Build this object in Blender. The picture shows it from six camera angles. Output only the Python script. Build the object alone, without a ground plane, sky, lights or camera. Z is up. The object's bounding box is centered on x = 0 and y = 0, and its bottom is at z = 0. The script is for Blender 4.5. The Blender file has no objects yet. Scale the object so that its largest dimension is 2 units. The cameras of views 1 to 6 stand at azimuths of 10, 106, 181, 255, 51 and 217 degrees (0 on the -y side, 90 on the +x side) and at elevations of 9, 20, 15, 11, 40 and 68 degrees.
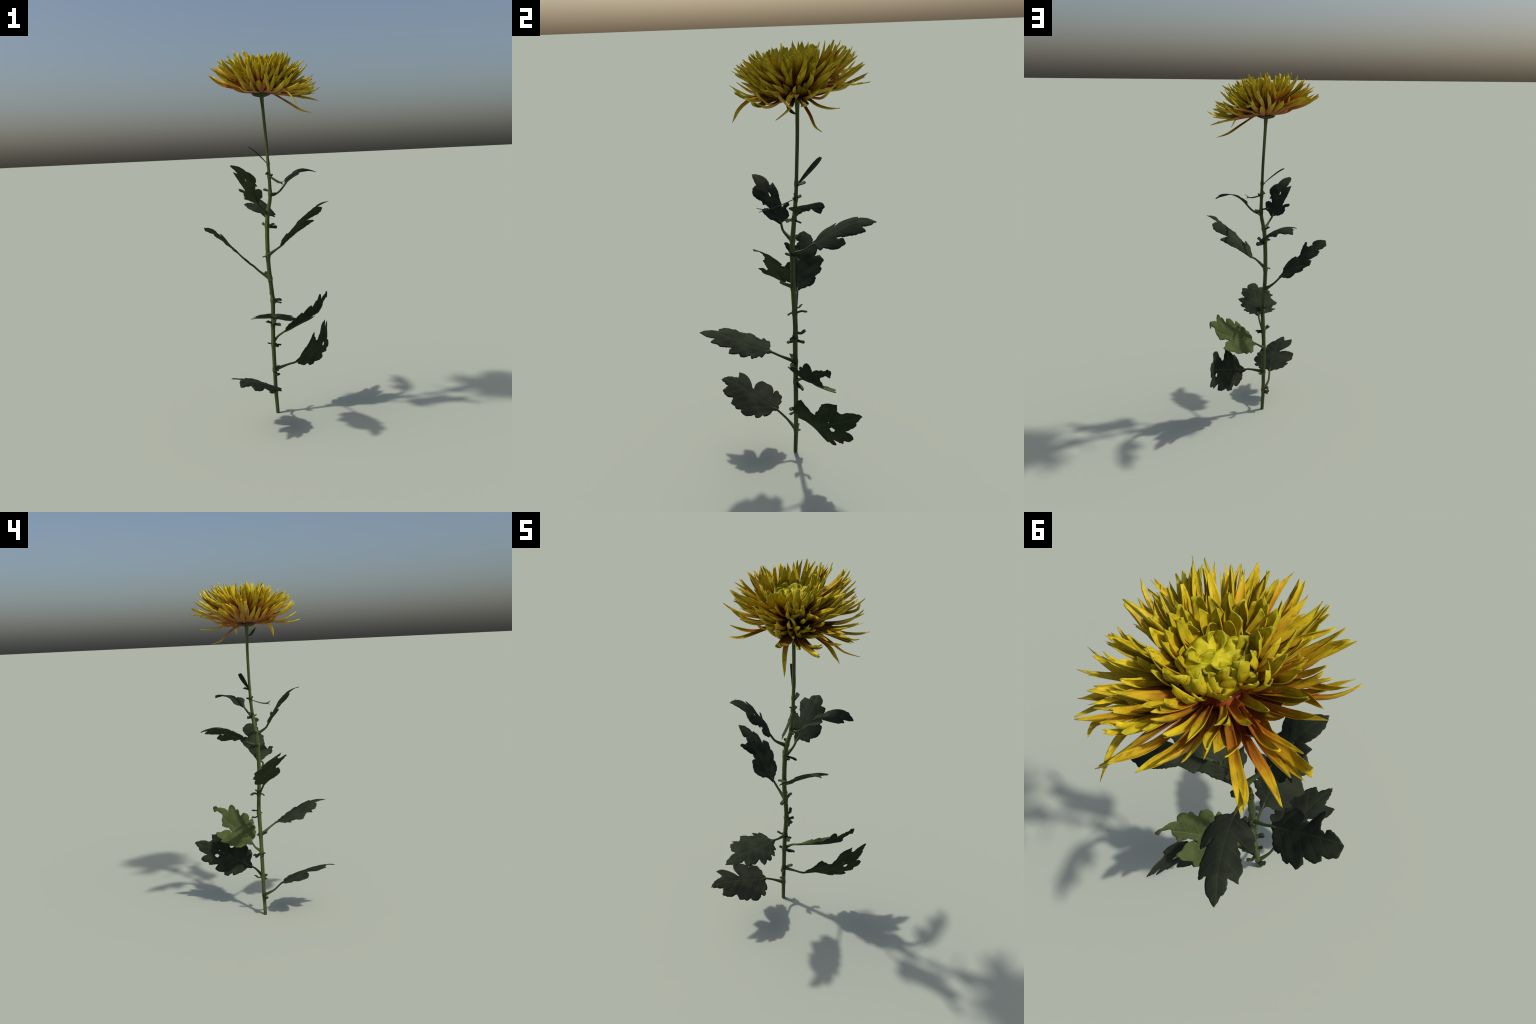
"""A single long-stemmed chrysanthemum: ribbed stem, lobed leaves on petioles,
small stipules at the nodes, and a shaggy yellow head of quill-like petals."""
import bpy, bmesh, math, random
import numpy as np
from mathutils import Vector, Matrix
from mathutils.geometry import delaunay_2d_cdt

random.seed(7)
rng = np.random.default_rng(7)
scene = bpy.context.scene

# ------------------------------------------------------------------ helpers
def link(name, data, parent=None, world=None):
    ob = bpy.data.objects.new(name, data)
    scene.collection.objects.link(ob)
    if parent is not None:
        ob.parent = parent
        ob.matrix_parent_inverse = WORLD[parent.name].inverted()
    WORLD[ob.name] = world.copy() if world is not None else Matrix.Identity(4)
    ob.matrix_basis = WORLD[ob.name]
    return ob

WORLD = {}

def mesh_from(name, verts, faces, mat=None, smooth=True):
    me = bpy.data.meshes.new(name)
    me.from_pydata([tuple(v) for v in verts], [], faces)
    me.validate()
    bm = bmesh.new(); bm.from_mesh(me)
    bmesh.ops.recalc_face_normals(bm, faces=bm.faces[:])
    bm.to_mesh(me); bm.free()
    if smooth:
        for p in me.polygons:
            p.use_smooth = True
    if mat is not None:
        me.materials.append(mat)
    return me

def catmull(pts, n):
    """smooth curve through pts, n samples per span"""
    P = [np.array(p, float) for p in pts]
    P = [2 * P[0] - P[1]] + P + [2 * P[-1] - P[-2]]
    out = []
    for i in range(1, len(P) - 2):
        for k in range(n):
            t = k / n
            a, b, c, d = P[i - 1], P[i], P[i + 1], P[i + 2]
            out.append(0.5 * (2 * b + (c - a) * t + (2 * a - 5 * b + 4 * c - d) * t * t
                              + (3 * b - a - 3 * c + d) * t ** 3))
    out.append(P[-2])
    return np.array(out)

def tube(path, radii, seg=12, ribs=0, rib_depth=0.0):
    """closed tube along a path; optional longitudinal ribs"""
    path = np.array(path); n = len(path)
    verts, faces = [], []
    tang = np.gradient(path, axis=0)
    tang /= np.linalg.norm(tang, axis=1)[:, None]
    ref = np.array([1.0, 0, 0]) if abs(tang[0][0]) < 0.8 else np.array([0, 1.0, 0])
    for i in range(n):
        s = np.cross(tang[i], ref); s /= np.linalg.norm(s)
        u = np.cross(s, tang[i])
        ref = u
        for k in range(seg):
            a = 2 * math.pi * k / seg
            r = radii[i] * (1 + (rib_depth * math.cos(ribs * a) if ribs else 0))
            verts.append(path[i] + r * (math.cos(a) * u + math.sin(a) * s))
    for i in range(n - 1):
        for k in range(seg):
            k2 = (k + 1) % seg
            faces.append((i * seg + k, i * seg + k2, (i + 1) * seg + k2, (i + 1) * seg + k))
    faces.append(tuple(range(seg)))
    faces.append(tuple((n - 1) * seg + k for k in range(seg)))
    return verts, faces

# ---------------------------------------------------------------- materials
class Nodes:
    def __init__(self, name):
        self.mat = bpy.data.materials.new(name)
        self.mat.use_nodes = True
        self.t = self.mat.node_tree
        self.bsdf = self.t.nodes["Principled BSDF"]
    def n(self, kind, **kw):
        nd = self.t.nodes.new(kind)
        for k, v in kw.items():
            if k.startswith("i_"):
                nd.inputs[int(k[2:])].default_value = v
            else:
                setattr(nd, k, v)
        return nd
    def l(self, a, b):
        self.t.links.new(a, b)
    def math(self, op, a, b=None, c=None, clamp=False):
        nd = self.n("ShaderNodeMath", operation=op, use_clamp=clamp)
        for i, x in enumerate((a, b, c)):
            if x is None: continue
            if isinstance(x, (int, float)): nd.inputs[i].default_value = x
            else: self.l(x, nd.inputs[i])
        return nd.outputs[0]
    def smooth(self, x, lo, hi, out0=0.0, out1=1.0):
        nd = self.n("ShaderNodeMapRange", interpolation_type='SMOOTHSTEP')
        self.l(x, nd.inputs[0])
        for i, v in zip((1, 2, 3, 4), (lo, hi, out0, out1)): nd.inputs[i].default_value = v
        return nd.outputs[0]
    def mix(self, fac, a, b, blend='MIX'):
        nd = self.n("ShaderNodeMix", data_type='RGBA', blend_type=blend)
        for s, x in ((nd.inputs[0], fac), (nd.inputs[6], a), (nd.inputs[7], b)):
            if isinstance(x, (int, float)): s.default_value = x
            elif isinstance(x, tuple): s.default_value = (*x, 1.0)
            else: self.l(x, s)
        return nd.outputs[2]
    def noise(self, vec, scale, detail=3.0, rough=0.55):
        nd = self.n("ShaderNodeTexNoise")
        self.l(vec, nd.inputs["Vector"])
        nd.inputs["Scale"].default_value = scale
        nd.inputs["Detail"].default_value = detail
        nd.inputs["Roughness"].default_value = rough
        return nd.outputs[0]
    def stretch(self, vec, s):
        nd = self.n("ShaderNodeMapping")
        self.l(vec, nd.inputs[0]); nd.inputs["Scale"].default_value = s
        return nd.outputs[0]
    def finish(self, color, rough=0.6, spec=0.25, bump=None, strength=0.3, dist=0.002):
        self.l(color, self.bsdf.inputs["Base Color"])
        self.bsdf.inputs["Roughness"].default_value = rough
        self.bsdf.inputs["Specular IOR Level"].default_value = spec
        if bump is not None:
            b = self.n("ShaderNodeBump")
            b.inputs["Strength"].default_value = strength
            b.inputs["Distance"].default_value = dist
            self.l(bump, b.inputs["Height"])
            self.l(b.outputs[0], self.bsdf.inputs["Normal"])
        return self.mat

def leaf_material(name, dark, light, vein):
    m = Nodes(name)
    co = m.n("ShaderNodeTexCoord").outputs["Object"]
    sep = m.n("ShaderNodeSeparateXYZ"); m.l(co, sep.inputs[0])
    x, y = sep.outputs[0], sep.outputs[1]
    ay = m.math('ABSOLUTE', y)
    wob = m.noise(co, 5.0, 2.0)
    ayw = m.math('ADD', ay, m.math('MULTIPLY', m.math('SUBTRACT', wob, 0.5), 0.012))
    mid = m.smooth(ayw, 0.003, 0.013, 1.0, 0.0)
    # slanting side veins
    t = m.math('SUBTRACT', x, m.math('MULTIPLY', ay, 0.95))
    t = m.math('ADD', t, m.math('MULTIPLY', m.math('SUBTRACT', wob, 0.5), 0.05))
    fr = m.math('FRACT', m.math('MULTIPLY', t, 6.2))
    dv = m.math('ABSOLUTE', m.math('SUBTRACT', fr, 0.5))
    side = m.smooth(dv, 0.02, 0.07, 1.0, 0.0)
    side = m.math('MULTIPLY', side, m.smooth(ay, 0.10, 0.32, 0.75, 0.1))
    veins = m.math('MAXIMUM', mid, side)
    n1 = m.noise(co, 4.0, 4.0)
    col = m.mix(m.smooth(n1, 0.35, 0.68), dark, light)
    n2 = m.noise(co, 26.0, 3.0)
    col = m.mix(m.smooth(n2, 0.62, 0.8, 0.0, 0.45), col, tuple(c * 0.5 for c in dark))
    col = m.mix(m.math('MULTIPLY', veins, 0.5), col, vein)
    # sparse rusty freckles
    sp = m.noise(co, 22.0, 1.0)
    col = m.mix(m.smooth(sp, 0.80, 0.83, 0.0, 0.6), col, (0.12, 0.05, 0.015))
    h = m.math('SUBTRACT', m.math('MULTIPLY', n1, 0.6), m.math('MULTIPLY', veins, 0.8))
    return m.finish(col, 0.9, 0.04, h, 0.2, 0.002)

def stem_material():
    m = Nodes("stem_green")
    co = m.n("ShaderNodeTexCoord").outputs["Object"]
    streak = m.noise(m.stretch(co, (70, 70, 3.0)), 1.0, 3.0)
    blotch = m.noise(co, 9.0, 3.0)
    col = m.mix(m.smooth(streak, 0.35, 0.65), (0.040, 0.055, 0.012), (0.075, 0.098, 0.022))
    col = m.mix(m.smooth(blotch, 0.5, 0.75, 0.0, 0.6), col, (0.040, 0.058, 0.018))
    fine = m.noise(m.stretch(co, (60, 60, 22)), 1.0, 2.0)
    col = m.mix(m.smooth(fine, 0.66, 0.74, 0.0, 0.5), col, (0.015, 0.022, 0.010))
    return m.finish(col, 0.6, 0.25, streak, 0.25, 0.002)

def stipule_material():
    m = Nodes("stipule_green")
    co = m.n("ShaderNodeTexCoord").outputs["Object"]
    n1 = m.noise(co, 40.0, 3.0)
    col = m.mix(m.smooth(n1, 0.35, 0.7), (0.014, 0.018, 0.010), (0.032, 0.042, 0.016))
    return m.finish(col, 0.65, 0.2)

def petal_material(name, root, throat, blade, tip, shift=0.0, green=0.0):
    """colour runs along local x from the root (0) to the tip (1)"""
    m = Nodes(name)
    co = m.n("ShaderNodeTexCoord").outputs["Object"]
    info = m.n("ShaderNodeObjectInfo")
    rnd = info.outputs["Random"]
    sep = m.n("ShaderNodeSeparateXYZ"); m.l(co, sep.inputs[0])
    off = m.n("ShaderNodeVectorMath", operation='ADD'); m.l(co, off.inputs[0])
    comb = m.n("ShaderNodeCombineXYZ")
    m.l(m.math('MULTIPLY', rnd, 37.0), comb.inputs[0]); m.l(m.math('MULTIPLY', rnd, 91.0), comb.inputs[1])
    m.l(comb.outputs[0], off.inputs[1])
    v = off.outputs[0]
    streak = m.noise(m.stretch(v, (4, 60, 30)), 1.0, 3.0)
    cloud = m.noise(v, 6.0, 3.0)
    x = m.math('ADD', sep.outputs[0], m.math('MULTIPLY', m.math('SUBTRACT', streak, 0.5), 0.30))
    x = m.math('ADD', x, m.math('MULTIPLY', m.math('SUBTRACT', rnd, 0.5), 0.14))
    x = m.math('ADD', x, shift)
    ramp = m.n("ShaderNodeValToRGB")
    cr = ramp.color_ramp
    cr.elements[0].position = 0.16; cr.elements[0].color = (*root, 1)
    cr.elements[1].position = 0.90; cr.elements[1].color = (*tip, 1)
    e = cr.elements.new(0.40); e.color = (*throat, 1)
    e = cr.elements.new(0.60); e.color = (*blade, 1)
    e = cr.elements.new(1.0); e.color = (tip[0] * .70, tip[1] * .78, tip[2] * .9, 1)
    m.l(x, ramp.inputs[0])
    col = ramp.outputs[0]
    # olive clouding and pale rib streaks on the yellow part
    col = m.mix(m.smooth(cloud, 0.42, 0.70, 0.0, 0.7 + green), col, tuple(0.58 * c for c in (blade[0] * 0.98, blade[1] * 1.05, blade[2])))
    col = m.mix(m.smooth(streak, 0.58, 0.78, 0.0, 0.35), col, tuple(min(1, c * 1.18) for c in tip))
    # brown bruises toward the tips
    br = m.noise(m.stretch(v, (8, 40, 40)), 1.0, 5.0, 0.7)
    bm_ = m.math('MULTIPLY', m.smooth(br, 0.55, 0.66), m.smooth(sep.outputs[0], 0.4, 0.75))
    col = m.mix(m.math('MULTIPLY', bm_, 0.75), col, (0.13, 0.085, 0.012))
    # rusty flushes along the lower half
    rust = m.noise(m.stretch(v, (3.5, 18, 18)), 1.0, 3.0)
    rf = m.math('MULTIPLY', m.smooth(rust, 0.48, 0.66), m.smooth(sep.outputs[0], 0.45, 0.85, 0.75, 0.0))
    col = m.mix(rf, col, (0.27, 0.060, 0.010))
    # per-petal brightness
    col = m.mix(m.smooth(rnd, 0.0, 1.0, 0.0, 0.22), col, (0.33, 0.27, 0.008))
    return m.finish(col, 0.55, 0.2, streak, 0.35, 0.0025)

def plain_material(name, a, b, scale=60.0, rough=0.6):
    m = Nodes(name)
    co = m.n("ShaderNodeTexCoord").outputs["Object"]
    n1 = m.noise(co, scale, 4.0)
    return m.finish(m.mix(m.smooth(n1, 0.3, 0.7), a, b), rough, 0.2, n1, 0.3, 0.003)

LEAF = leaf_material("leaf_dark_green", (0.016, 0.019, 0.0135), (0.027, 0.033, 0.0215), (0.040, 0.053, 0.024))
LEAF_MID = leaf_material("leaf_mid_green", (0.018, 0.022, 0.0145), (0.030, 0.037, 0.022), (0.042, 0.056, 0.024))
LEAF_PALE = leaf_material("leaf_pale_underside", (0.046, 0.061, 0.022), (0.078, 0.103, 0.036), (0.095, 0.126, 0.042))
LEAF_UNDER = leaf_material("leaf_green_underside", (0.023, 0.030, 0.015), (0.037, 0.048, 0.021), (0.050, 0.068, 0.024))
STEM = stem_material()
PETIOLE = plain_material("petiole_green", (0.028, 0.038, 0.013), (0.050, 0.066, 0.019), 30.0)
STIPULE = stipule_material()
OUTER = petal_material("petal_outer", (0.17, 0.030, 0.009), (0.37, 0.090, 0.010), (0.53, 0.345, 0.011), (0.60, 0.465, 0.016), -0.08)
FLUSHED = petal_material("petal_red_throated", (0.22, 0.036, 0.010), (0.36, 0.080, 0.010), (0.52, 0.30, 0.010), (0.60, 0.455, 0.014), -0.10)
MIDDLE = petal_material("petal_middle", (0.20, 0.034, 0.009), (0.40, 0.110, 0.010), (0.54, 0.370, 0.011), (0.60, 0.475, 0.015), 0.0)
INNER = petal_material("petal_inner", (0.40, 0.13, 0.010), (0.48, 0.26, 0.010), (0.54, 0.395, 0.010), (0.57, 0.45, 0.014), 0.08, 0.0)
HEART = plain_material("disc_yellow_green", (0.32, 0.31, 0.010), (0.52, 0.44, 0.012), 38.0)
FLORET = petal_material("floret_yellow_green", (0.42, 0.37, 0.010), (0.46, 0.40, 0.010), (0.50, 0.42, 0.011), (0.55, 0.46, 0.014), 0.1, 0.0)
CORE = plain_material("receptacle_red", (0.16, 0.026, 0.009), (0.30, 0.065, 0.010), 40.0)
SEPAL = plain_material("sepal_green", (0.036, 0.038, 0.016), (0.070, 0.066, 0.026), 60.0)

# ------------------------------------------------------------------ the plant
root_world = Matrix.Translation((0.0164, 0.0364, 0.0))
plant = link("chrysanthemum", None, None, root_world)
plant["label"] = "tall single-stemmed yellow chrysanthemum with shaggy orange-throated petals and dark lobed leaves"
plant["category"] = "flower"

# stem: (x, y, z) of the axis, gently zigzag between nodes
STEM_AXIS = [(.0164, .0364, 0), (.0133, .0385, .06), (.0098, .0408, .128), (.0081, .0426, .25), (.0062, .0443, .416),
             (.0092, .0451, .52), (.0131, .0475, .64), (.0092, .0489, .70), (.0034, .0456, .775), (-.0010, .0415, .85),
             (-.0023, .0395, .93), (-.0010, .0395, 1.03), (.0045, .0425, 1.125), (.0122, .0479, 1.17), (.0190, .0530, 1.205),
             (.0222, .0580, 1.25), (.0191, .0658, 1.337), (.0161, .069, 1.40), (.0118, .0722, 1.5), (.0054, .0748, 1.6),
             (.0003, .0754, 1.68), (-.0050, .0752, 1.768)]
axis = catmull(STEM_AXIS, 8)
zz = axis[:, 2]
rad = np.interp(zz, [0, .1, .35, .6, .9, 1.1, 1.16, 1.25, 1.4, 1.6, 1.72, 1.768], [.0100, .0106, .0113, .0117, .0114, .0116, .0110, .0096, .0079, .0079, .0085, .0120])
NODE_Z = [.128, .251, .405, .516, .65, .775, .90, 1.069, 1.14, 1.243, 1.337, 1.405]
for z0 in NODE_Z:
    rad = rad * (1 + 0.30 * np.exp(-((zz - z0) / 0.011) ** 2))
v, f = tube(axis, rad, 20, 5, 0.045)
v = np.array(v) - np.array(root_world.translation)
stem = link("stem", mesh_from("stem", v, f, STEM), plant, root_world)

def stem_at(z):
    return np.array([np.interp(z, zz, axis[:, 0]), np.interp(z, zz, axis[:, 1]), z])

# ------------------------------------------------------------------ leaves
def inside(poly, p):
    x, y = p; c = False; j = len(poly) - 1
    for i in range(len(poly)):
        xi, yi = poly[i]; xj, yj = poly[j]
        if (yi > y) != (yj > y) and x < (xj - xi) * (y - yi) / (yj - yi) + xi:
            c = not c
        j = i
    return c

def relief_at(c, u, v):
    terms = [u ** i * v ** j for i in range(5) for j in range(5 - i)]
    return sum(a * b for a, b in zip(c, terms))

def leaf_blade(outline, relief, holes, length, seed):
    """lobed blade: outline in leaf units (u along the midrib, v across), bent by a quartic relief,
    puckered between the side veins, closed with a real thickness"""
    r = random.Random(seed)
    pts, edges = [], []
    def ring(poly, step, jag=0.0):
        start = len(pts)
        for i, a in enumerate(poly):
            b = poly[(i + 1) % len(poly)]
            d = math.hypot(b[0] - a[0], b[1] - a[1])
            n = max(1, int(d / step))
            for k in range(n):
                t = k / n
                # edges belly out a little between the teeth
                bow = 0.035 * d * math.sin(math.pi * t)
                nx, ny = (b[1] - a[1]) / max(d, 1e-6), -(b[0] - a[0]) / max(d, 1e-6)
                s = SIGN
                if k and jag: bow += r.uniform(-jag, jag)
                pts.append((a[0] + (b[0] - a[0]) * t + nx * bow * s, a[1] + (b[1] - a[1]) * t + ny * bow * s))
        m = len(pts) - start
        for i in range(m):
            edges.append((start + i, start + (i + 1) % m))
    area = sum(outline[i][0] * outline[(i + 1) % len(outline)][1] - outline[(i + 1) % len(outline)][0] * outline[i][1] for i in range(len(outline)))
    SIGN = 1.0 if area > 0 else -1.0
    ring(outline, 0.022, 0.007)
    border = list(pts)
    for h in holes:
        ring(h, 0.05)
    step = 0.028
    for i in range(-8, 45):
        for j in range(-18, 19):
            p = (i * step + (0.5 * step if j % 2 else 0), j * step * 0.87)
            if inside(border, p) and not any(inside(h, p) for h in holes):
                if min((p[0] - q[0]) ** 2 + (p[1] - q[1]) ** 2 for q in pts[:len(border)]) > (0.011) ** 2:
                    pts.append(p)
    co, _, tri, *_ = delaunay_2d_cdt([Vector(p) for p in pts], edges, [], 0, 1e-6)
    tris = []
    for t in tri:
        c = ((co[t[0]][0] + co[t[1]][0] + co[t[2]][0]) / 3, (co[t[0]][1] + co[t[1]][1] + co[t[2]][1]) / 3)
        if inside(border, c) and not any(inside(h, c) for h in holes):
            tris.append(tuple(t))
    ph = r.uniform(0, 6)
    def w(u, v):
        base = relief_at(relief, u, v)
        pucker = 0.004 * math.sin(17 * u + 9 * v + ph) * math.sin(13 * v - 7 * u + 2 * ph) * min(1, abs(v) / 0.1) + 0.0018 * math.sin(2 * math.pi * 6.2 * (u - 0.95 * abs(v)) + ph) * min(1, abs(v) / 0.12)
        crease = -0.006 * math.exp(-(v / 0.02) ** 2)
        return base + pucker + crease
    th = 0.0030 / length
    n = len(co)
    P = np.array([(c[0], c[1], w(c[0], c[1])) for c in co])
    # normals by finite difference
    e = 1e-3
    N = np.array([(-(w(c[0] + e, c[1]) - w(c[0] - e, c[1])) / (2 * e), -(w(c[0], c[1] + e) - w(c[0], c[1] - e)) / (2 * e), 1.0) for c in co])
    N /= np.linalg.norm(N, axis=1)[:, None]
    used = sorted({i for t in tris for i in t}); remap = {k: i for i, k in enumerate(used)}
    top = P[used] + N[used] * th * 0.5; bot = P[used] - N[used] * th * 0.5
    m = len(used)
    faces = []; cnt = {}
    for t in tris:
        a = [remap[i] for i in t]
        if (P[t[1]][0] - P[t[0]][0]) * (P[t[2]][1] - P[t[0]][1]) - (P[t[1]][1] - P[t[0]][1]) * (P[t[2]][0] - P[t[0]][0]) < 0:
            a.reverse()
        faces.append(tuple(a)); faces.append((a[2] + m, a[1] + m, a[0] + m))
        for k in range(3):
            ed = (a[k], a[(k + 1) % 3])
            cnt[ed] = cnt.get(ed, 0) + 1
    for (a, b) in list(cnt):
        if (b, a) not in cnt:
            faces.append((b, a, a + m, b + m))
    return np.vstack([top, bot]), faces, w

def frame(base, X, N, s):
    X = Vector(X).normalized(); N = Vector(N); N = (N - N.dot(X) * X).normalized(); Y = N.cross(X)
    M = Matrix(((X[0] * s, Y[0] * s, N[0] * s, base[0]), (X[1] * s, Y[1] * s, N[1] * s, base[1]), (X[2] * s, Y[2] * s, N[2] * s, base[2]), (0, 0, 0, 1)))
    return M

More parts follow.
